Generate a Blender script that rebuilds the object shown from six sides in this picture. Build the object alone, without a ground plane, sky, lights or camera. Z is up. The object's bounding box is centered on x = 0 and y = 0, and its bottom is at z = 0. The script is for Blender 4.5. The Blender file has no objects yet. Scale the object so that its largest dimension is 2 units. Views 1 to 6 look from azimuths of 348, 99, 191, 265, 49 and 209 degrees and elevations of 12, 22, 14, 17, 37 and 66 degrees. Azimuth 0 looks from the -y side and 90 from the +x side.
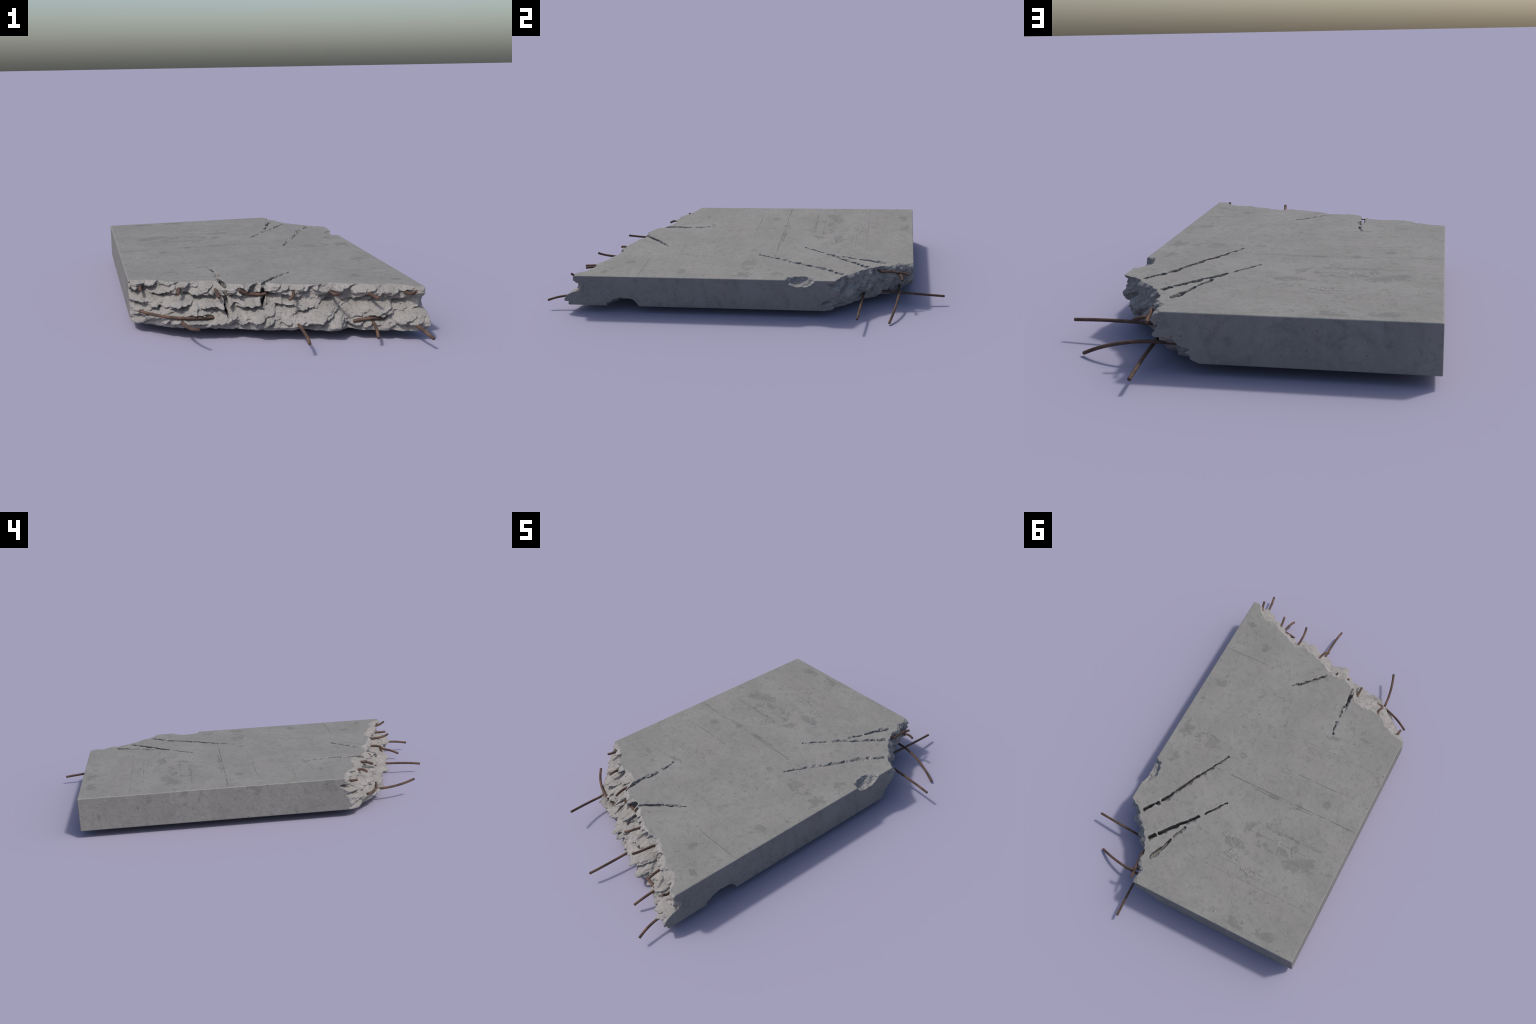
# A broken piece of reinforced concrete slab: a flat cast slab, one short end snapped off along a
# ragged slanting line, one corner broken away, open cracks running in from both breaks, two chipped
# edges, and rusty reinforcing bars sticking out of the broken faces.
#
# The slab is described as a solid by a distance field (rounded box minus broken ends, cracks, chips),
# turned into a mesh, and then separated by region (cast surface, broken faces, cracks, chips).
import bpy
import math
import numpy as np
from mathutils import Vector

rng = np.random.RandomState(7)

# ------------------------------------------------------------------ sizes
X0, X1 = -0.610, 0.467          # long edges
YE = 0.844                      # intact short end
Z0, Z1 = 0.035, 0.195           # underside, top
ROUND = 0.0035                  # arris rounding
STEP = 0.0022                   # mesh fineness

# ------------------------------------------------------------------ noise tools
LAT = 64
_lat = rng.rand(LAT, LAT, LAT).astype(np.float32) * 2 - 1


def noise3(x, y, z):
    """smooth value noise, about -1..1, one feature per unit"""
    x, y, z = np.broadcast_arrays(x, y, z)
    ix, iy, iz = np.floor(x).astype(np.int32), np.floor(y).astype(np.int32), np.floor(z).astype(np.int32)
    fx, fy, fz = (x - ix).astype(np.float32), (y - iy).astype(np.float32), (z - iz).astype(np.float32)
    fx, fy, fz = (f * f * (3 - 2 * f) for f in (fx, fy, fz))
    m = LAT - 1
    ax, bx, ay, by, az, bz = ix & m, (ix + 1) & m, iy & m, (iy + 1) & m, iz & m, (iz + 1) & m
    c00 = _lat[ax, ay, az] * (1 - fx) + _lat[bx, ay, az] * fx
    c10 = _lat[ax, by, az] * (1 - fx) + _lat[bx, by, az] * fx
    c01 = _lat[ax, ay, bz] * (1 - fx) + _lat[bx, ay, bz] * fx
    c11 = _lat[ax, by, bz] * (1 - fx) + _lat[bx, by, bz] * fx
    return (c00 * (1 - fy) + c10 * fy) * (1 - fz) + (c01 * (1 - fy) + c11 * fy) * fz


def fbm(x, y, z, octaves=3, gain=0.5):
    s, a = 0.0, 1.0
    for o in range(octaves):
        s = s + a * noise3(x * 2 ** o + 11.3 * o, y * 2 ** o + 5.7 * o, z * 2 ** o + 3.1 * o)
        a *= gain
    return s


def smooth(a, b, v):
    t = np.clip((v - a) / (b - a), 0, 1)
    return t * t * (3 - 2 * t)


def lumps(s, z, seed, tilt, length, height, bulge, jump, lean, under=1.8, warp=1.0):
    """broken stone look: overlapping, stretched, leaning lumps; gentle on top, steep underneath"""
    s0, z0 = s, z
    s = s0 + warp * length * 0.22 * fbm(s0 * 1.7 / length, z0 * 1.7 / length, seed + 0.5, 2)
    z = z0 + warp * height * 0.25 * fbm(s0 * 1.7 / length, z0 * 1.2 / height, seed + 7.5, 2)
    c, k = math.cos(tilt), math.sin(tilt)
    a, b = (s * c + z * k) / length + 9.3, (-s * k + z * c) / height + 4.1
    r = np.random.RandomState(seed)
    jit, val = r.rand(2, 64, 64), r.rand(4, 64, 64) * 2 - 1
    ia, ib = np.floor(a).astype(int), np.floor(b).astype(int)
    top = np.full(a.shape, -9.0)
    for da in (-1, 0, 1):
        for db in (-1, 0, 1):
            ca, cb = (ia + da) & 63, (ib + db) & 63
            oa = a - (ia + da + 0.05 + 0.9 * jit[0, ca, cb])
            ob = b - (ib + db + 0.05 + 0.9 * jit[1, ca, cb])
            w = np.where(ob < 0, under, 0.85)
            h = jump * val[0, ca, cb] + lean * (val[1, ca, cb] * oa + 0.6 * val[2, ca, cb] * ob)
            h = h + bulge * (1 - 1.15 * ((oa * (1.0 + 0.3 * val[3, ca, cb])) ** 2 + (ob * w) ** 2) ** 0.84)
            top = np.maximum(top, h)
    return top - bulge * 0.68


# ------------------------------------------------------------------ broken outlines
# ragged short end: where the break meets the top face and the underside (x, y)
front_top = np.array([
    (-0.62, -0.414), (-0.609, -0.418), (-0.562, -0.421), (-0.515, -0.437), (-0.477, -0.470), (-0.438, -0.503), (-0.410, -0.505),
    (-0.367, -0.508), (-0.333, -0.507), (-0.290, -0.512), (-0.262, -0.560), (-0.248, -0.576), (-0.193, -0.603),
    (-0.152, -0.605), (-0.094, -0.623), (-0.044, -0.646), (-0.002, -0.664), (0.048, -0.678), (0.089, -0.700),
    (0.140, -0.678), (0.185, -0.695), (0.232, -0.726), (0.266, -0.742), (0.311, -0.759), (0.370, -0.770),
    (0.405, -0.791), (0.418, -0.817), (0.441, -0.838), (0.465, -0.834), (0.48, -0.834)])
front_bottom = np.array([
    (-0.62, -0.425), (-0.610, -0.434), (-0.593, -0.470), (-0.539, -0.511), (-0.479, -0.561), (-0.421, -0.600), (-0.345, -0.626),
    (-0.245, -0.645), (-0.200, -0.676), (-0.160, -0.705), (-0.097, -0.724), (-0.035, -0.724), (0.021, -0.737),
    (0.076, -0.770), (0.130, -0.788), (0.189, -0.772), (0.240, -0.800), (0.303, -0.820), (0.368, -0.856),
    (0.416, -0.872), (0.46, -0.880), (0.48, -0.88)])
# how the break steps out from top (0) to bottom (1), at stations along x
prof_z = [0.035, 0.05, 0.065, 0.08, 0.095, 0.105, 0.115, 0.125, 0.135, 0.15, 0.17, 0.195]
prof = {
    -0.61: [1.00, 1.12, 1.10, 1.05, 0.92, 0.86, 0.80, 0.72, 0.55, 0.40, 0.06, 0.0],
    -0.45: [0.95, 1.05, 1.05, 1.00, 0.85, 0.80, 0.72, 0.62, 0.40, 0.25, 0.10, 0.0],
    -0.25: [0.95, 1.08, 1.10, 1.00, 0.85, 0.75, 0.65, 0.52, 0.28, 0.25, 0.18, 0.0],
    -0.05: [0.97, 1.05, 1.05, 0.95, 0.88, 0.80, 0.62, 0.42, 0.20, 0.20, 0.16, 0.0],
    0.03: [1.00, 1.06, 1.04, 0.95, 0.82, 0.70, 0.52, 0.25, 0.08, 0.10, 0.14, 0.0],
    0.10: [1.00, 1.06, 1.04, 0.95, 0.78, 0.62, 0.42, 0.10, -0.22, -0.20, 0.14, 0.0],
    0.20: [1.00, 1.06, 1.04, 0.98, 0.80, 0.62, 0.40, 0.08, -0.28, -0.26, 0.12, 0.0],
    0.30: [0.95, 1.06, 1.04, 0.98, 0.84, 0.70, 0.52, 0.30, -0.10, -0.15, 0.12, 0.0],
    0.40: [0.97, 1.05, 1.10, 0.96, 0.86, 0.62, 0.20, -0.15, -0.30, 0.05, 0.25, 0.0],
    0.467: [1.00, 1.02, 1.12, 0.95, 0.88, 0.50, -0.25, -0.35, -0.30, -0.22, -0.10, 0.0],
}
# broken corner: in a frame running along the break (s) from the long edge to the short end
CP = np.array([X1, 0.470])
CT = np.array([-0.551, 0.834])
CN = np.array([0.834, 0.551])
corner_top = np.array([
    (-0.08, 0.012), (-0.03, 0.012), (0.013, 0.006), (0.04, -0.010), (0.0715, -0.0175), (0.10, -0.023), (0.141, -0.035), (0.1795, -0.0396), (0.252, -0.042),
    (0.297, -0.035), (0.321, -0.0216), (0.364, -0.025), (0.389, -0.030), (0.415, 0.0025), (0.449, 0.000), (0.53, 0.0)])
corner_z = [0.035, 0.05, 0.066, 0.08, 0.098, 0.116, 0.146, 0.17, 0.186, 0.195]
corner = {
    -0.05: [-0.040, -0.050, -0.028, -0.042, -0.018, -0.008, -0.026, -0.024, -0.014, 0.0],
    0.12: [-0.020, -0.014, -0.010, -0.004, 0.004, 0.008, 0.000, -0.006, -0.003, 0.0],
    0.25: [-0.016, -0.012, -0.006, 0.002, 0.010, 0.012, 0.006, 0.000, 0.000, 0.0],
    0.37: [-0.040, -0.030, -0.020, -0.010, -0.004, 0.002, 0.002, 0.002, 0.002, 0.0],
    0.46: [-0.092, -0.070, -0.055, -0.068, -0.030, -0.014, 0.004, 0.003, 0.007, 0.0],
}


def grid_profile(table, levels, s, z):
    """interpolate stations (along s) and levels (along z) on the outer grid s x z"""
    st = sorted(table)
    rows = np.array([np.interp(z, levels, table[k]) for k in st])
    out = np.array([np.interp(s, st, rows[:, j]) for j in range(len(z))]).T
    k = np.array([1, 2, 3, 2, 1], float)
    k /= k.sum()
    pad = np.pad(out, ((0, 0), (2, 2)), mode="edge")
    return sum(k[i] * pad[:, i:i + len(z)] for i in range(5))


class Face:
    """outward offset of a broken face as a function of (s, z): smooth base and rough lumps"""

    def __init__(self, s0, s1, base, rough):
        self.s = np.arange(s0, s1, 0.0015)
        self.z = np.arange(Z0 - 0.03, Z1 + 0.03, 0.0012)
        S, Z = np.meshgrid(self.s, self.z, indexing="ij")
        self.base = base(self.s, self.z).astype(np.float32)
        self.rough = rough(S, Z).astype(np.float32)

    def look(self, table, s, z):
        a = np.clip((s - self.s[0]) / 0.0015, 0, len(self.s) - 1.001)
        b = np.clip((z - self.z[0]) / 0.0012, 0, len(self.z) - 1.001)
        i, j = a.astype(np.int32), b.astype(np.int32)
        f, g = a - i, b - j
        return ((table[i, j] * (1 - g) + table[i, j + 1] * g) * (1 - f)
                + (table[i + 1, j] * (1 - g) + table[i + 1, j + 1] * g) * f)

    def outside(self, s, o, z, hang):
        base = self.look(self.base, s, z)
        keep = smooth(Z1 + 0.002, Z1 - 0.014, z)
        shift = hang * np.clip(o - base, -0.04, 0.04) * keep
        rough = self.look(self.rough, s, z + shift)
        low = 0.45 + 0.55 * smooth(Z0, Z0 + 0.022, z)
        rim = -0.004 * smooth(Z1 - 0.008, Z1, z)
        return o - base - rough * (0.32 + 0.68 * keep) * low - rim


def front_base(s, z):
    yt = np.interp(s, front_top[:, 0], front_top[:, 1])
    yb = np.interp(s, front_bottom[:, 0], front_bottom[:, 1])
    f = grid_profile(prof, prof_z, s, z)
    return -(yt[:, None] + (yb - yt)[:, None] * f)


def front_rough(S, Z):
    calm = 1 - 0.45 * smooth(0.0, 0.08, S) * smooth(0.40, 0.32, S) * smooth(0.080, 0.095, Z) * smooth(0.145, 0.130, Z)
    r = lumps(S, Z, 21, 0.34, 0.100, 0.036, 0.046, 0.018, 0.014, 1.40) * calm
    r += lumps(S, Z, 33, 0.46, 0.042, 0.019, 0.0270, 0.012, 0.009, 1.30) * calm
    r += lumps(S, Z, 45, 0.35, 0.019, 0.011, 0.0085, 0.0040, 0.001, 1.2)
    r += 0.0026 * fbm(S * 120, Z * 140, 3.3, 3)
    # rough bedding: a groove under the top layer, a ledge, and a second groove beneath it
    bed = Z + 0.009 * fbm(S * 9, 0 * Z, 4.4, 2)
    west = smooth(0.12, 0.0, S)
    r += west * (-0.018 * np.exp(-((bed - 0.146) / 0.008) ** 2) + 0.013 * np.exp(-((bed - 0.129) / 0.008) ** 2)
                 - 0.020 * np.exp(-((bed - 0.106) / 0.009) ** 2) + 0.010 * np.exp(-((bed - 0.080) / 0.012) ** 2))
    r *= 1 - 0.55 * smooth(0.40, 0.455, S)
    pit = noise3(S * 75, Z * 90, 6.6)
    r -= 0.006 * smooth(0.55, 0.80, pit)
    return r - 0.007


def corner_base(s, z):
    nt = np.interp(s, corner_top[:, 0], corner_top[:, 1])
    return nt[:, None] + grid_profile(corner, corner_z, s, z)


def corner_rough(S, Z):
    r = lumps(S, Z, 58, 0.55, 0.090, 0.040, 0.034, 0.013, 0.014, 1.4)
    r += lumps(S, Z, 62, 0.50, 0.038, 0.019, 0.0150, 0.006, 0.004, 1.35)
    r += lumps(S, Z, 66, 0.40, 0.018, 0.011, 0.0080, 0.0035, 0.001, 1.2)
    r += 0.0028 * fbm(S * 110, Z * 120, 8.3, 3)
    r -= 0.006 * smooth(0.62, 0.85, noise3(S * 60, Z * 70, 2.6))
    return r - 0.003


front = Face(X0 - 0.02, X1 + 0.02, front_base, front_rough)
corner_face = Face(-0.12, 0.56, corner_base, corner_rough)

# ------------------------------------------------------------------ cracks
# (path on the top face, widest opening, depth, side of the leaning wall, reaches the broken face)
cracks = [
    dict(path=[(0.386, 0.506), (0.318, 0.403), (0.238, 0.237), (0.207, 0.181), (0.142, 0.057)], width=0.011, depth=0.075, bank=0.022, lean=0.45),
    dict(path=[(0.290, 0.621), (0.205, 0.514), (0.141, 0.435), (0.081, 0.358), (0.030, 0.282)], width=0.017, depth=0.085, bank=0.023, lean=0.40),
    dict(path=[(0.232, 0.706), (0.199, 0.630), (0.178, 0.560), (0.152, 0.487)], width=0.018, depth=0.060, bank=0.021, lean=0.40),
    dict(path=[(-0.112, -0.665), (-0.107, -0.620), (-0.092, -0.590), (-0.042, -0.534), (0.006, -0.486), (0.042, -0.454)], width=0.016, depth=0.115, bank=0.018, lean=-0.30, open=True),
    dict(path=[(-0.262, -0.66), (-0.258, -0.554), (-0.261, -0.474), (-0.254, -0.390), (-0.270, -0.290)], width=0.016, depth=0.12, bank=0.018, lean=0.30, open=True),
]

# ------------------------------------------------------------------ the solid on a grid
def spaced(stops):
    out = [np.arange(a, b, h) for a, b, h in stops]
    return np.concatenate(out).astype(np.float32)


gx = spaced([(X0 - 0.0101, X1 + 0.014, STEP)])
gy = spaced([(-0.925, -0.28, STEP), (-0.28, 0.035, 0.0063), (0.035, YE + 0.010, STEP)])
gz = spaced([(Z0 - 0.0062, Z1 + 0.009, 0.0021)])
NX, NY, NZ = len(gx), len(gy), len(gz)


def box(x, y, z):
    """rounded box; it runs on past the ragged end, where the break cuts it"""
    qx = np.abs(x - (X0 + X1) / 2) - (X1 - X0) / 2 + ROUND
    qy = y - YE + ROUND
    qz = np.abs(z - (Z0 + Z1) / 2) - (Z1 - Z0) / 2 + ROUND
    out = np.sqrt(np.maximum(qx, 0) ** 2 + np.maximum(qy, 0) ** 2 + np.maximum(qz, 0) ** 2)
    return out + np.minimum(np.maximum(np.maximum(qx, qy), qz), 0) - ROUND


field = box(gx[:, None, None], gy[None, :, None], gz[None, None, :]).astype(np.float32)
label = np.zeros(field.shape, np.uint8)


def cut(region, value, tag):
    """take away everything where value is positive"""
    f, l = field[region], label[region]
    hit = value > f
    l[hit] = tag
    np.maximum(f, value.astype(np.float32), out=f)


def block(x0, x1, y0, y1, z0=-1, z1=1):
    r = tuple(slice(int(np.searchsorted(g, a)), int(np.searchsorted(g, b))) for g, a, b in ((gx, x0, x1), (gy, y0, y1), (gz, z0, z1)))
    return r, gx[r[0]][:, None, None], gy[r[1]][None, :, None], gz[r[2]][None, None, :]


# ragged end, slab by slab along x so that only the strip near the break is worked out
for xa in np.arange(X0 - 0.03, X1 + 0.03, 0.05):
    mid = np.interp(xa + 0.025, front_top[:, 0], front_top[:, 1])
    field[block(xa, xa + 0.05, -2, mid - 0.185)[0]] = 0.02
    r, x, y, z = block(xa, xa + 0.05, mid - 0.185, mid + 0.085)
    grain = 0.0013 * noise3(x * 160, y * 160, z * 160)
    cut(r, front.outside(x + 0 * y + 0 * z, -y + 0 * x + 0 * z, z + 0 * x + 0 * y, 0.28) * 0.7 + grain, 1)

# broken corner
r, x, y, z = block(0.02, 1, 0.33, 2)
s = (x - CP[0]) * CT[0] + (y - CP[1]) * CT[1] + 0 * z
o = (x - CP[0]) * CN[0] + (y - CP[1]) * CN[1] + 0 * z
near = o > -0.17
val = np.full(s.shape, -0.1)
zz = np.broadcast_to(z, s.shape)
val[near] = corner_face.outside(s[near], o[near], zz[near], 0.2) * 0.7
val += 0.0012 * noise3(x * 150, y * 150, z * 150)
cut(r, val, 2)
# the sharp tip of that break has lost a thin flake off its top
tip = (x - 0.455) * 0.35 + (y - 0.497) * 0.24 + (z - (Z1 - 0.002)) * 0.9 + 0.002 * noise3(x * 60, y * 60, z * 60)
cut(r, np.where(s < 0.085, tip, -0.1), 2)

# chips: on the top edge and out of the bottom edge of the long side
r, x, y, z = block(0.36, 1, 0.17, 0.44)
rough = 0.11 * fbm(x * 55, y * 55, z * 55, 3) - 0.10 * np.abs(noise3(x * 90, y * 90, z * 90))
bowl = 1 - np.sqrt(((x - X1) / 0.050) ** 2 + ((y - 0.302) / 0.073) ** 2 + ((z - Z1) / 0.036) ** 2)
cut(r, (bowl + rough) * 0.035, 8)
r, x, y, z = block(0.30, 1, -0.75, -0.45)
rough = 0.10 * fbm(x * 45, y * 45, z * 45, 3) - 0.08 * np.abs(noise3(x * 80, y * 80, z * 80))
bowl = 1 - np.sqrt(((x - X1) / 0.090) ** 2 + ((y + 0.590) / np.where(y < -0.59, 0.085, 0.088)) ** 2 + ((z - Z0) / 0.044) ** 2)
cut(r, (bowl + rough) * 0.05, 9)

# the bars bent flat along the ragged end lie in shallow hollows
for pa, pb, pc in (((-0.312, -0.621, 0.076), (-0.461, -0.632, 0.075), (-0.578, -0.531, 0.097)),
                   ((0.295, -0.806, 0.077), (0.253, -0.800, 0.080), (0.199, -0.793, 0.070)),
                   ((-0.125, -0.622, 0.154), (-0.171, -0.613, 0.151), (-0.205, -0.629, 0.179))):
    pa, pb, pc = map(np.array, (pa, pb, pc))
    ts = np.linspace(0, 1, 60)[:, None]
    line = pa * (1 - ts) ** 2 + pb * 2 * ts * (1 - ts) + pc * ts ** 2
    lo, hi = line.min(0) - 0.03, line.max(0) + 0.03
    r, x, y, z = block(lo[0], hi[0], lo[1] - 0.04, hi[1], lo[2], hi[2])
    near = np.full(np.broadcast_shapes(x.shape, y.shape, z.shape), 9.0)
    for q in line:
        near = np.minimum(near, (x - q[0]) ** 2 + np.maximum(y - q[1], 0) ** 2 + (z - q[2]) ** 2)
    cut(r, 0.0105 - np.sqrt(near) + 0.003 * noise3(x * 80, y * 80, z * 80), 1)

# cracks
for k, c in enumerate(cracks):
    p = np.array(c["path"])
    r, x, y, z = block(p[:, 0].min() - 0.05, p[:, 0].max() + 0.05, p[:, 1].min() - 0.05, p[:, 1].max() + 0.05)
    x2, y2 = np.broadcast_arrays(x[:, :, 0], y[:, :, 0])
    wx = x2 + 0.0025 * noise3(x2 * 45, y2 * 45, 1.5 + k)
    wy = y2 + 0.0025 * noise3(x2 * 45, y2 * 45, 8.5 + k)
    seg = np.hypot(*(p[1:] - p[:-1]).T)
    run = np.concatenate([[0], np.cumsum(seg)])
    best, along, side = np.full(x2.shape, 9.0), np.zeros(x2.shape), np.zeros(x2.shape)
    for i in range(len(p) - 1):
        d = (p[i + 1] - p[i]) / seg[i]
        t = (wx - p[i, 0]) * d[0] + (wy - p[i, 1]) * d[1]
        tc = np.clip(t, 0, seg[i])
        dx, dy = wx - p[i, 0] - d[0] * tc, wy - p[i, 1] - d[1] * tc
        dist = np.hypot(dx, dy)
        hit = dist < best
        best = np.where(hit, dist, best)
        along = np.where(hit, run[i] + t, along)
        side = np.where(hit, np.sign(dx * d[1] - dy * d[0]) * dist, side)   # + on the right of the path
    u = along / run[-1]
    if k >= 3:                       # listed from the break inwards, seen from the other end
        lift = -1.0
    else:
        lift = 1.0
    side = side * lift               # the leaning, crumbled wall is on the positive side
    thin = np.clip(1.25 - u, 0.16, 1) ** 0.8
    half = 0.56 * c["width"] * thin * (0.85 + 0.45 * noise3(along * 28, 3.7 + k, 0.5))
    bridge = smooth(0.66, 0.86, noise3(along * 42, 9.1 + 1.7 * k, 4.4) + 0.30 * u)
    down = Z1 - z
    bank = c["bank"] * (0.10 + 0.90 * thin) * (0.75 + 0.5 * noise3(along * 40, 2.2, 6.6 + k)) * (smooth(0.0, 0.45, u) if c.get("open") else 1.0)
    rough = 0.0022 * fbm(x * 110, y * 110, z * 110, 2)
    depth = c["depth"] * np.clip(1.3 - 1.05 * u, 0.25, 1)
    slot = half[:, :, None] * np.clip(5.0 * (1.0 - down / depth[:, :, None]), -1, 1)
    centre = side[:, :, None] + c["lean"] * np.minimum(down, 0.05) * 0.45
    ends = np.minimum(along, run[-1] - along)[:, :, None] if not c.get("open") else (run[-1] - along)[:, :, None]
    if c.get("open"):
        centre = centre + 0.007 * noise3(x * 12, z * 48, 0.3 + k) + 0.006 * noise3(x * 20, y * 20, z * 110)
        slot = slot - 0.010 * smooth(0.10, 0.45, noise3(x * 25, y * 25, z * 50 + k)) * smooth(0.008, 0.02, down)
    slot = np.minimum(slot, ends + 0.002)
    slot_cut = slot - np.abs(centre) - rough * 0.8
    plug = bridge[:, :, None] * smooth(0.030, 0.010, down)
    slot_cut = slot_cut - plug * 0.012
    crumb = 0.007 * noise3(x * 70, y * 70, z * 70 + k) + 0.003 * noise3(x * 150, y * 150, z * 150 + k)
    slope = np.minimum(bank[:, :, None] - side[:, :, None] - down * 0.80, side[:, :, None] + 0.002)
    bank_cut = np.minimum(slope + crumb, ends) * np.where(down < 0.03, 1, 0) - 0.02 * (down >= 0.03)
    bank_cut = bank_cut - 0.006 * bridge[:, :, None]
    cut(r, np.maximum(slot_cut, bank_cut), 3 + k)
    # loosened, crumbled rim round the crack
    spot = np.maximum(0, noise3(x * 70 + 3, y * 70, 2.5 + k)) * smooth(0.022, 0.004, best)[:, :, None] * smooth(0.0, 0.02, ends)
    cut(r, spot * 0.0045 - down - 0.0012 + 0.0012 * noise3(x * 190, y * 190, z * 190), 3 + k)

# ------------------------------------------------------------------ surface nets: one vertex per crossed cell
inside = field < 0
c000 = inside[:-1, :-1, :-1].astype(np.uint8)
count = np.zeros(c000.shape, np.uint8)
for a in (0, 1):
    for b in (0, 1):
        for d in (0, 1):
            count += inside[a:NX - 1 + a, b:NY - 1 + b, d:NZ - 1 + d]
active = (count > 0) & (count < 8)
ci, cj, ck = np.nonzero(active)
index = np.full(active.shape, -1, np.int32)
index[ci, cj, ck] = np.arange(len(ci), dtype=np.int32)
corners = [(a, b, d) for a in (0, 1) for b in (0, 1) for d in (0, 1)]
vals = np.stack([field[ci + a, cj + b, ck + d] for a, b, d in corners], 1)
tags = np.stack([label[ci + a, cj + b, ck + d] * (field[ci + a, cj + b, ck + d] >= 0) for a, b, d in corners], 1)
pos, hits = np.zeros((len(ci), 3), np.float32), np.zeros(len(ci), np.float32)
for m in range(8):
    for axis in range(3):
        if corners[m][axis]:
            continue
        q = list(corners[m])
        q[axis] = 1
        n = corners.index(tuple(q))
        va, vb = vals[:, m], vals[:, n]
        cross = (va < 0) != (vb < 0)
        t = np.where(cross, va / np.where(cross, va - vb, 1), 0)
        e = np.tile(np.array(corners[m], np.float32), (len(ci), 1))
        e[:, axis] += t
        pos += e * cross[:, None]
        hits += cross
pos /= hits[:, None]
vert = np.empty_like(pos)
for axis, (g, i) in enumerate(((gx, ci), (gy, cj), (gz, ck))):
    vert[:, axis] = g[i] + pos[:, axis] * (g[np.minimum(i + 1, len(g) - 1)] - g[i])
vtag = tags.max(1)
del vals, tags, count, c000

quads = []
for axis in range(3):
    lo = [slice(None)] * 3
    hi = [slice(None)] * 3
    lo[axis], hi[axis] = slice(None, -1), slice(1, None)
    A, B = inside[tuple(lo)], inside[tuple(hi)]
    diff = A != B
    u, v = [(1, 2), (2, 0), (0, 1)][axis]
    i = np.array(np.nonzero(diff))
    ok = (i[u] > 0) & (i[v] > 0) & (i[u] < field.shape[u] - 1) & (i[v] < field.shape[v] - 1)
    i = i[:, ok]
    sign = A[tuple(i)]
    ring = []
    for du, dv in ((-1, -1), (0, -1), (0, 0), (-1, 0)):
        j = i.copy()
        j[u] += du
        j[v] += dv
        ring.append(index[tuple(j)])
    q = np.stack(ring, 1)
    q[~sign] = q[~sign][:, ::-1]
    quads.append(q)
quads = np.concatenate(quads)
quads = quads[(quads >= 0).all(1)]
del index, active, inside

# keep the one big piece: drop loose crumbs floating free
parent = np.arange(len(vert))
edges = np.concatenate([quads[:, [0, 1]], quads[:, [1, 2]], quads[:, [2, 3]]])
for _ in range(60):
    a, b = parent[edges[:, 0]], parent[edges[:, 1]]
    if (a == b).all():
        break
    m = np.minimum(a, b)
    np.minimum.at(parent, a, m)
    np.minimum.at(parent, b, m)
    for _ in range(3):
        parent = parent[parent]
main = np.bincount(parent).argmax()
quads = quads[parent[quads[:, 0]] == main]

# vertex normals of the whole body
d1, d2 = vert[quads[:, 2]] - vert[quads[:, 0]], vert[quads[:, 3]] - vert[quads[:, 1]]
fn = np.cross(d1, d2)
normal = np.zeros_like(vert)
for k in range(4):
    for a in range(3):
        normal[:, a] += np.bincount(quads[:, k], fn[:, a], len(vert))
normal /= np.linalg.norm(normal, axis=1, keepdims=True) + 1e-12

# which region each face belongs to: 0 = cast surface, others as tagged by the cuts
skin = np.abs(box(vert[:, 0], vert[:, 1], vert[:, 2])) < 0.0006
ftag = np.where(skin[quads].all(1), 0, np.where(skin[quads], 0, vtag[quads]).max(1))


# ------------------------------------------------------------------ materials
def new_material(name, rough):
    m = bpy.data.materials.new(name)
    m.use_nodes = True
    t = m.node_tree
    b = t.nodes["Principled BSDF"]
    b.inputs["Roughness"].default_value = rough
    b.inputs["Specular IOR Level"].default_value = 0.25
    return m, t, b


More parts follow.
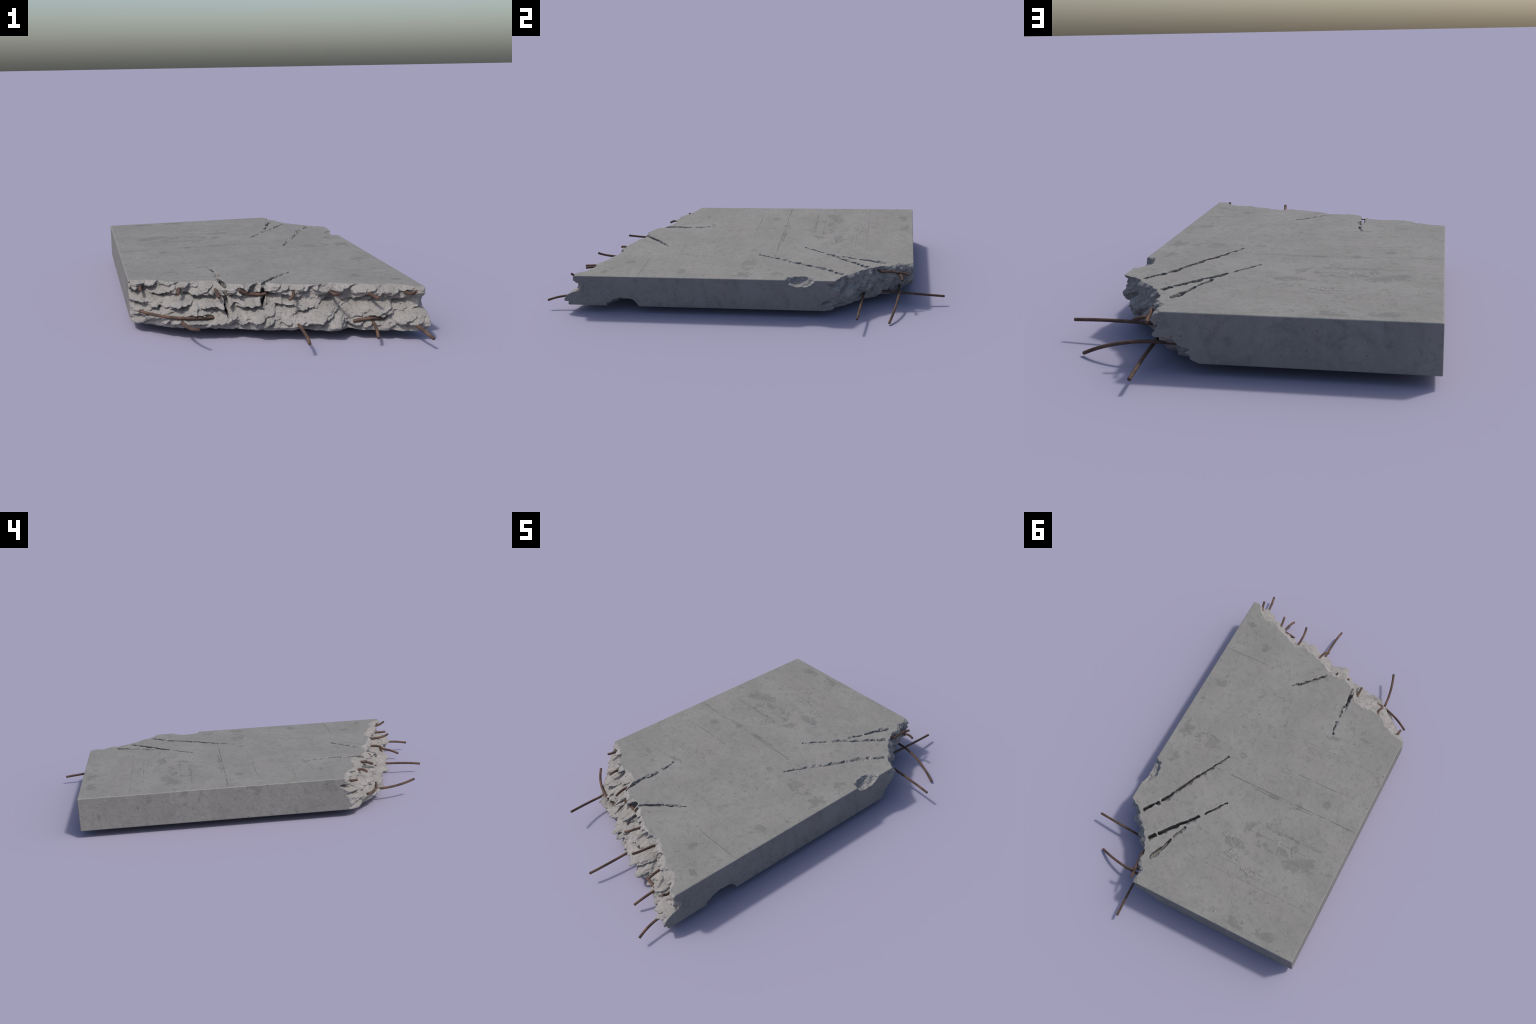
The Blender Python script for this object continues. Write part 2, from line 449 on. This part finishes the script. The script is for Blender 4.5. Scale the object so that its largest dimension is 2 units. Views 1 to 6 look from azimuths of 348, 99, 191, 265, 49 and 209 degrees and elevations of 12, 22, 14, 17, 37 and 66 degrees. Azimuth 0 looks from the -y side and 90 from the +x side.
class Nodes:
    def __init__(self, tree):
        self.t = tree
        c = tree.nodes.new("ShaderNodeTexCoord")
        self.P = c.outputs["Object"]
        s = tree.nodes.new("ShaderNodeSeparateXYZ")
        tree.links.new(self.P, s.inputs[0])
        self.x, self.y, self.z = s.outputs

    def put(self, sock, v):
        if hasattr(v, "node"):
            self.t.links.new(v, sock)
        else:
            sock.default_value = v

    def math(self, op, a, b=0.0, c=0.0, clamp=False):
        n = self.t.nodes.new("ShaderNodeMath")
        n.operation, n.use_clamp = op, clamp
        for i, v in enumerate((a, b, c)):
            self.put(n.inputs[i], v)
        return n.outputs[0]

    def map(self, scale, offset=(0, 0, 0)):
        n = self.t.nodes.new("ShaderNodeMapping")
        self.t.links.new(self.P, n.inputs[0])
        n.inputs["Scale"].default_value = scale
        n.inputs["Location"].default_value = offset
        return n.outputs[0]

    def noise(self, scale, detail=3, rough=0.55, vec=None, distort=0.0):
        n = self.t.nodes.new("ShaderNodeTexNoise")
        self.t.links.new(vec or self.P, n.inputs["Vector"])
        n.inputs["Scale"].default_value = scale
        n.inputs["Detail"].default_value = detail
        n.inputs["Roughness"].default_value = rough
        n.inputs["Distortion"].default_value = distort
        return n.outputs["Fac"]

    def voronoi(self, scale, feature="F1", vec=None):
        n = self.t.nodes.new("ShaderNodeTexVoronoi")
        n.feature = feature
        self.t.links.new(vec or self.P, n.inputs["Vector"])
        n.inputs["Scale"].default_value = scale
        return n

    def ramp(self, v, a, b, lo=0.0, hi=1.0):
        n = self.t.nodes.new("ShaderNodeMapRange")
        n.interpolation_type = "SMOOTHSTEP"
        self.put(n.inputs["Value"], v)
        for k, w in zip(("From Min", "From Max", "To Min", "To Max"), (a, b, lo, hi)):
            n.inputs[k].default_value = w
        return n.outputs[0]

    def mix(self, f, a, b, mode="MIX"):
        n = self.t.nodes.new("ShaderNodeMix")
        n.data_type, n.blend_type = "RGBA", mode
        self.put(n.inputs[0], f)
        for i, v in ((6, a), (7, b)):
            self.put(n.inputs[i], v if hasattr(v, "node") else (*v, 1))
        return n.outputs[2]

    def bump(self, height, strength, dist, normal=None):
        n = self.t.nodes.new("ShaderNodeBump")
        n.inputs["Strength"].default_value = strength
        n.inputs["Distance"].default_value = dist
        self.put(n.inputs["Height"], height)
        if normal:
            self.t.links.new(normal, n.inputs["Normal"])
        return n.outputs[0]

    def blob(self, x, y, rx, ry):
        a = self.math("MULTIPLY", self.math("SUBTRACT", self.x, x), 1 / rx)
        b = self.math("MULTIPLY", self.math("SUBTRACT", self.y, y), 1 / ry)
        d = self.math("ADD", self.math("MULTIPLY", a, a), self.math("MULTIPLY", b, b))
        return self.math("SUBTRACT", 1.0, d, clamp=True)


def cast_material():
    m, t, b = new_material("cast_concrete", 0.85)
    N = Nodes(t)
    geo = t.nodes.new("ShaderNodeNewGeometry")
    sn = t.nodes.new("ShaderNodeSeparateXYZ")
    t.links.new(geo.outputs["True Normal"], sn.inputs[0])
    top = N.ramp(sn.outputs[2], 0.6, 0.9)
    side = N.math("SUBTRACT", 1.0, top)
    col = N.mix(N.ramp(N.noise(5, 4), 0.35, 0.68), (0.188, 0.184, 0.172), (0.214, 0.209, 0.196))
    # faint warm and cool clouds
    col = N.mix(N.ramp(N.noise(7, 3, vec=N.map((1, 1, 1), (3, 7, 1))), 0.52, 0.70, 0, 0.55), col, (0.212, 0.195, 0.184))
    # trowelled mottling
    col = N.mix(N.ramp(N.noise(38, 5, 0.65, distort=0.6), 0.48, 0.70, 0, 0.60), col, (0.142, 0.142, 0.131))
    col = N.mix(N.ramp(N.noise(60, 5, 0.7, vec=N.map((1, 1, 1), (5, 2, 9)), distort=0.4), 0.52, 0.74, 0, 0.50), col, (0.245, 0.242, 0.233))
    # dark damp-looking patches on the top, where they lie
    patches = [
        (-0.232, 0.264, 0.028, 0.042), (-0.250, 0.306, 0.105, 0.016), (-0.183, 0.350, 0.026, 0.036), (-0.133, 0.350, 0.034, 0.044),
        (-0.235, 0.402, 0.06, 0.022), (-0.325, 0.400, 0.05, 0.030), (-0.375, 0.345, 0.022, 0.045),
        (-0.459, 0.400, 0.065, 0.050), (-0.400, 0.430, 0.06, 0.06), (-0.415, 0.074, 0.028, 0.026), (0.087, 0.021, 0.032, 0.024),
        (0.38, -0.315, 0.040, 0.040), (0.418, 0.02, 0.050, 0.050), (0.279, 0.03, 0.080, 0.045), (-0.289, 0.80, 0.080, 0.030),
        (-0.437, 0.788, 0.070, 0.028), (0.40, -0.693, 0.040, 0.020), (-0.433, -0.329, 0.030, 0.020), (-0.289, -0.273, 0.050, 0.020),
        (0.397, 0.186, 0.035, 0.035), (-0.15, 0.152, 0.045, 0.014), (0.271, -0.596, 0.03, 0.03), (-0.10, 0.45, 0.06, 0.035)]
    mask = 0.0
    for p in patches:
        mask = N.math("MAXIMUM", mask, N.blob(*p))
    ragged = N.noise(19, 7, 0.66, distort=1.2)
    mask = N.ramp(N.math("ADD", N.math("MULTIPLY", N.math("SQRT", mask), 0.20), ragged), 0.60, 0.68)
    mask = N.math("MULTIPLY", N.math("MULTIPLY", mask, top), 0.55)
    col = N.mix(mask, col, (0.118, 0.119, 0.112))
    # board joints: thin lines across the slab
    joints = [(-0.504, 0.20, 0.47, 0.8), (-0.190, -0.60, 0.10, 0.35), (0.143, -0.61, 0.20, 1.0), (0.156, -0.40, -0.02, 0.7), (-0.010, -0.46, -0.13, 0.8),
              (0.360, -0.50, -0.10, 0.5), (0.605, -0.61, 0.10, 0.45), (0.545, -0.40, 0.05, 0.5), (-0.36, -0.10, 0.40, 0.3), (0.31, -0.60, -0.25, 0.5)]
    wob = N.math("MULTIPLY", N.math("SUBTRACT", N.noise(6, 2, vec=N.map((1, 0.3, 1))), 0.5), 0.008)
    lines = 0.0
    for yy, xa, xb, s in joints:
        d = N.math("ABSOLUTE", N.math("SUBTRACT", N.math("ADD", N.y, wob), yy))
        l = N.math("MULTIPLY", N.ramp(d, 0.0008, 0.0028, s, 0.0), N.ramp(N.x, xa, xa + 0.05))
        lines = N.math("MAXIMUM", lines, N.math("MULTIPLY", l, N.ramp(N.x, xb - 0.05, xb, 1, 0)))
    lines = N.math("MULTIPLY", lines, N.ramp(N.noise(14, 3, vec=N.map((1, 0.4, 1), (2, 2, 2))), 0.32, 0.52))
    lines = N.math("MULTIPLY", lines, top)
    col = N.mix(N.math("MULTIPLY", lines, 0.75), col, (0.11, 0.11, 0.105))
    # light crumbs left by the trowel
    crumbs = 0.0
    for p in [(-0.297, 0.362, 0.030, 0.025), (-0.111, 0.507, 0.045, 0.03), (-0.240, 0.557, 0.07, 0.022), (-0.302, 0.634, 0.025, 0.018), (-0.05, 0.43, 0.03, 0.03)]:
        crumbs = N.math("MAXIMUM", crumbs, N.blob(*p))
    grit = N.noise(170, 3, 0.7)
    crumbs = N.math("MULTIPLY", N.ramp(N.math("ADD", N.math("MULTIPLY", crumbs, 0.22), N.noise(45, 4, 0.7)), 0.60, 0.72), N.math("MULTIPLY", N.ramp(crumbs, 0.0, 0.3), top))
    col = N.mix(N.math("MULTIPLY", crumbs, N.ramp(grit, 0.48, 0.62, 0, 0.9)), col, (0.38, 0.37, 0.35))
    col = N.mix(N.math("MULTIPLY", crumbs, N.ramp(grit, 0.46, 0.34, 0, 0.35)), col, (0.10, 0.10, 0.095))
    # sides: streaks running down, cloudy stains
    streak = N.ramp(N.noise(26, 4, 0.6, vec=N.map((1, 1, 0.22))), 0.48, 0.72, 0, 0.32)
    col = N.mix(N.math("MULTIPLY", streak, side), col, (0.140, 0.138, 0.135))
    stain = N.ramp(N.noise(11, 6, 0.65, vec=N.map((1, 1, 1), (8, 1, 4)), distort=0.8), 0.54, 0.66, 0, 0.5)
    col = N.mix(N.math("MULTIPLY", stain, side), col, (0.118, 0.118, 0.113))
    # air holes
    v = N.voronoi(44)
    hole = N.ramp(v.outputs["Distance"], 0.05, 0.16, 1, 0)
    rare = N.ramp(N.noise(21, 1, vec=N.map((1, 1, 1), (1, 9, 2))), 0.52, 0.60)
    hole = N.math("MULTIPLY", hole, rare)
    col = N.mix(N.math("MULTIPLY", hole, 0.6), col, (0.10, 0.10, 0.098))
    # paler tone along the rounded arrises
    bend = t.nodes.new("ShaderNodeSeparateXYZ")
    t.links.new(geo.outputs["Normal"], bend.inputs[0])
    nz = N.math("ABSOLUTE", bend.outputs[2])
    pale_arris = N.math("MULTIPLY", N.ramp(nz, 0.10, 0.45), N.ramp(nz, 0.97, 0.75))
    col = N.mix(N.math("MULTIPLY", pale_arris, 0.6), col, (0.27, 0.26, 0.24))
    t.links.new(col, b.inputs["Base Color"])
    h = N.math("ADD", N.math("MULTIPLY", N.noise(45, 6, 0.65, distort=0.4), 0.9), N.math("MULTIPLY", N.noise(14, 3), 1.0))
    h = N.math("SUBTRACT", h, N.math("MULTIPLY", hole, 0.9))
    h = N.math("SUBTRACT", h, N.math("MULTIPLY", lines, 0.7))
    h = N.math("ADD", h, N.math("MULTIPLY", N.math("MULTIPLY", crumbs, grit), 1.6))
    t.links.new(N.bump(h, 0.7, 0.0045), b.inputs["Normal"])
    return m


def broken_material(name, base):
    m, t, b = new_material(name, 0.92)
    N = Nodes(t)
    geo = t.nodes.new("ShaderNodeNewGeometry")
    col = N.mix(N.ramp(N.noise(14, 4), 0.38, 0.66), base[0], base[1])
    col = N.mix(N.ramp(N.noise(30, 3, vec=N.map((1, 1, 1), (4, 4, 1))), 0.55, 0.70, 0, 0.5), col, tuple(v * 0.92 for v in base[2]))
    col = N.mix(N.ramp(N.noise(110, 4, 0.7), 0.50, 0.68, 0, 0.7), col, tuple(v * 0.70 for v in base[0]))
    v = N.voronoi(110)
    speck = N.math("MULTIPLY", N.ramp(v.outputs["Distance"], 0.12, 0.30, 1, 0), N.ramp(N.noise(40, 2), 0.46, 0.56))
    col = N.mix(N.math("MULTIPLY", speck, 0.5), col, (0.075, 0.073, 0.07))
    col = N.mix(N.ramp(geo.outputs["Pointiness"], 0.40, 0.49, 0.65, 0.0), col, (0.12, 0.118, 0.11))  # crevices darkened in the colour to deepen their shade
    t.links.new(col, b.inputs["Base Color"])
    h = N.math("ADD", N.noise(120, 5, 0.7), N.math("MULTIPLY", N.noise(48, 3), 0.8))
    h = N.math("SUBTRACT", h, N.math("MULTIPLY", speck, 0.8))
    t.links.new(N.bump(h, 0.7, 0.005), b.inputs["Normal"])
    return m


def rust_material():
    m, t, b = new_material("rusty_steel", 0.75)
    N = Nodes(t)
    b.inputs["Metallic"].default_value = 0.15
    col = N.mix(N.ramp(N.noise(28, 4), 0.38, 0.64), (0.072, 0.046, 0.036), (0.130, 0.076, 0.054))
    col = N.mix(N.ramp(N.noise(120, 4, 0.7), 0.52, 0.74, 0, 0.6), col, (0.042, 0.032, 0.028))
    t.links.new(col, b.inputs["Base Color"])
    t.links.new(N.bump(N.noise(300, 3), 0.4, 0.0012), b.inputs["Normal"])
    return m


cast, rust = cast_material(), rust_material()
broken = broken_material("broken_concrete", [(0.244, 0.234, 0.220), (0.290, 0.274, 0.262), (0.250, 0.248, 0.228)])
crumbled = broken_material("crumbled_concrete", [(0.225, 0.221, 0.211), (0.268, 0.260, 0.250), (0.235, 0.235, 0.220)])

# ------------------------------------------------------------------ objects
root = bpy.data.objects.new("broken_concrete_slab", None)
bpy.context.collection.objects.link(root)
root["label"] = "grey broken concrete slab with cracks and rusty protruding rebar"
root["category"] = "concrete rubble"


def region(name, faces, material):
    used, inv = np.unique(faces, return_inverse=True)
    me = bpy.data.meshes.new(name)
    me.vertices.add(len(used))
    me.vertices.foreach_set("co", vert[used].ravel())
    n = len(faces)
    me.loops.add(4 * n)
    me.loops.foreach_set("vertex_index", inv.ravel().astype(np.int32))
    me.polygons.add(n)
    me.polygons.foreach_set("loop_start", np.arange(0, 4 * n, 4, dtype=np.int32))
    me.polygons.foreach_set("use_smooth", np.ones(n, bool))
    me.update(calc_edges=True)
    me.materials.append(material)
    me.normals_split_custom_set_from_vertices(normal[used])
    ob = bpy.data.objects.new(name, me)
    bpy.context.collection.objects.link(ob)
    ob.parent = root
    return ob


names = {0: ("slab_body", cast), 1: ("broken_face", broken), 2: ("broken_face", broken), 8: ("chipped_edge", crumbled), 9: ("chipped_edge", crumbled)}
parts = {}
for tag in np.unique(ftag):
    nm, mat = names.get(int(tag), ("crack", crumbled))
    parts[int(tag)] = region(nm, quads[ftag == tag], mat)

# ------------------------------------------------------------------ reinforcing bars
BAR = 0.0056
# each bar: where it leaves the concrete, the bend's control point, its cut end
bars = [
    ((-0.564, -0.434, 0.168), (-0.564, -0.456, 0.165), (-0.570, -0.483, 0.170)),
    ((-0.427, -0.506, 0.162), (-0.415, -0.528, 0.186), (-0.432, -0.563, 0.161)),
    ((-0.280, -0.511, 0.159), (-0.288, -0.570, 0.181), (-0.282, -0.626, 0.153)),
    ((-0.112, -0.622, 0.154), (-0.171, -0.613, 0.151), (-0.205, -0.629, 0.179)),
    ((0.000, -0.649, 0.165), (-0.009, -0.734, 0.173), (-0.036, -0.739, 0.156)),
    ((0.138, -0.663, 0.168), (0.126, -0.772, 0.165), (0.138, -0.813, 0.188)),
    ((0.274, -0.734, 0.165), (0.269, -0.782, 0.164), (0.283, -0.833, 0.162)),
    ((0.397, -0.792, 0.172), (0.421, -0.825, 0.158), (0.420, -0.860, 0.187)),
    ((-0.308, -0.620, 0.076), (-0.461, -0.630, 0.075), (-0.578, -0.529, 0.097)),
    ((-0.422, -0.559, 0.066), (-0.434, -0.694, 0.060), (-0.391, -0.813, 0.091)),
    ((-0.215, -0.590, 0.066), (-0.209, -0.620, 0.068), (-0.207, -0.650, 0.070)),
    ((-0.006, -0.692, 0.064), (-0.003, -0.882, 0.059), (-0.017, -0.952, 0.049)),
    ((0.307, -0.806, 0.077), (0.253, -0.797, 0.080), (0.199, -0.791, 0.070)),
    ((0.272, -0.784, 0.064), (0.273, -0.844, 0.065), (0.258, -0.904, 0.033)),
    ((0.345, -0.800, 0.083), (0.362, -0.826, 0.084), (0.380, -0.838, 0.084)),
    ((0.413, -0.850, 0.062), (0.411, -0.921, 0.066), (0.434, -0.997, 0.043)),
    ((0.281, 0.702, 0.171), (0.274, 0.760, 0.172), (0.270, 0.821, 0.152)),
    ((0.266, 0.772, 0.155), (0.301, 0.794, 0.157), (0.324, 0.789, 0.144)),
    ((0.201, 0.776, 0.072), (0.365, 0.787, 0.088), (0.519, 0.731, 0.0062)),
    ((0.274, 0.701, 0.063), (0.276, 0.852, 0.054), (0.267, 0.997, 0.040)),
    ((0.323, 0.603, 0.070), (0.459, 0.596, 0.076), (0.608, 0.584, 0.066)),
]


def bar_mesh(name, a, b, c, front_side):
    a, b, c = Vector(a), Vector(b), Vector(c)
    inward = Vector((0, 1, 0)) if front_side else Vector((-0.8, -0.6, 0))
    back = (a - b).normalized()
    root_pt = a + (back * 0.35 + inward).normalized() * 0.07
    pts = []
    for i in range(13):                               # anchored part inside the slab
        t = i / 12
        pts.append(root_pt * (1 - t) ** 2 + (a + back * 0.025) * 2 * t * (1 - t) + a * t * t)
    n = max(8, int(((b - a).length + (c - b).length) / 0.0022))
    for i in range(1, n + 1):
        t = i / n
        pts.append(a * (1 - t) ** 2 + b * 2 * t * (1 - t) + c * t * t)
    seg, rings, run = 16, [], 0.0
    up = Vector((0.12, 0.07, 1))
    for i, p in enumerate(pts):
        d = (pts[min(i + 1, len(pts) - 1)] - pts[max(i - 1, 0)]).normalized()
        side = d.cross(up).normalized()
        up = side.cross(d).normalized()
        if i:
            run += (p - pts[i - 1]).length
        ring = []
        for k in range(seg):
            th = 2 * math.pi * k / seg
            rib = max(0.0, math.sin(2 * math.pi * run / 0.0105 + 2 * th)) ** 2
            seam = 0.00035 * math.cos(2 * th) ** 8
            r = BAR + 0.00075 * rib + seam
            ring.append(p + side * (r * math.cos(th)) + up * (r * math.sin(th)))
        rings.append(ring)
    # slightly worn cut end
    d = (pts[-1] - pts[-2]).normalized()
    rings.append([pts[-1] + (q - pts[-1]) * 0.86 + d * 0.0009 for q in rings[-1]])
    verts = [v for r in rings for v in r]
    faces = []
    for i in range(len(rings) - 1):
        for k in range(seg):
            k2 = (k + 1) % seg
            faces.append((i * seg + k, i * seg + k2, (i + 1) * seg + k2, (i + 1) * seg + k))
    faces.append(tuple(range((len(rings) - 1) * seg, len(rings) * seg)))
    faces.append(tuple(reversed(range(seg))))
    me = bpy.data.meshes.new(name)
    me.from_pydata(verts, [], faces)
    me.polygons.foreach_set("use_smooth", [len(f) == 4 for f in faces])
    me.materials.append(rust)
    me.update()
    ob = bpy.data.objects.new(name, me)
    bpy.context.collection.objects.link(ob)
    ob.parent = root
    return ob


for a, b, c in bars:
    bar_mesh("reinforcing_bar", a, b, c, a[1] < 0)

bpy.context.view_layer.update()
print("slab faces", len(quads), "grid", field.shape)
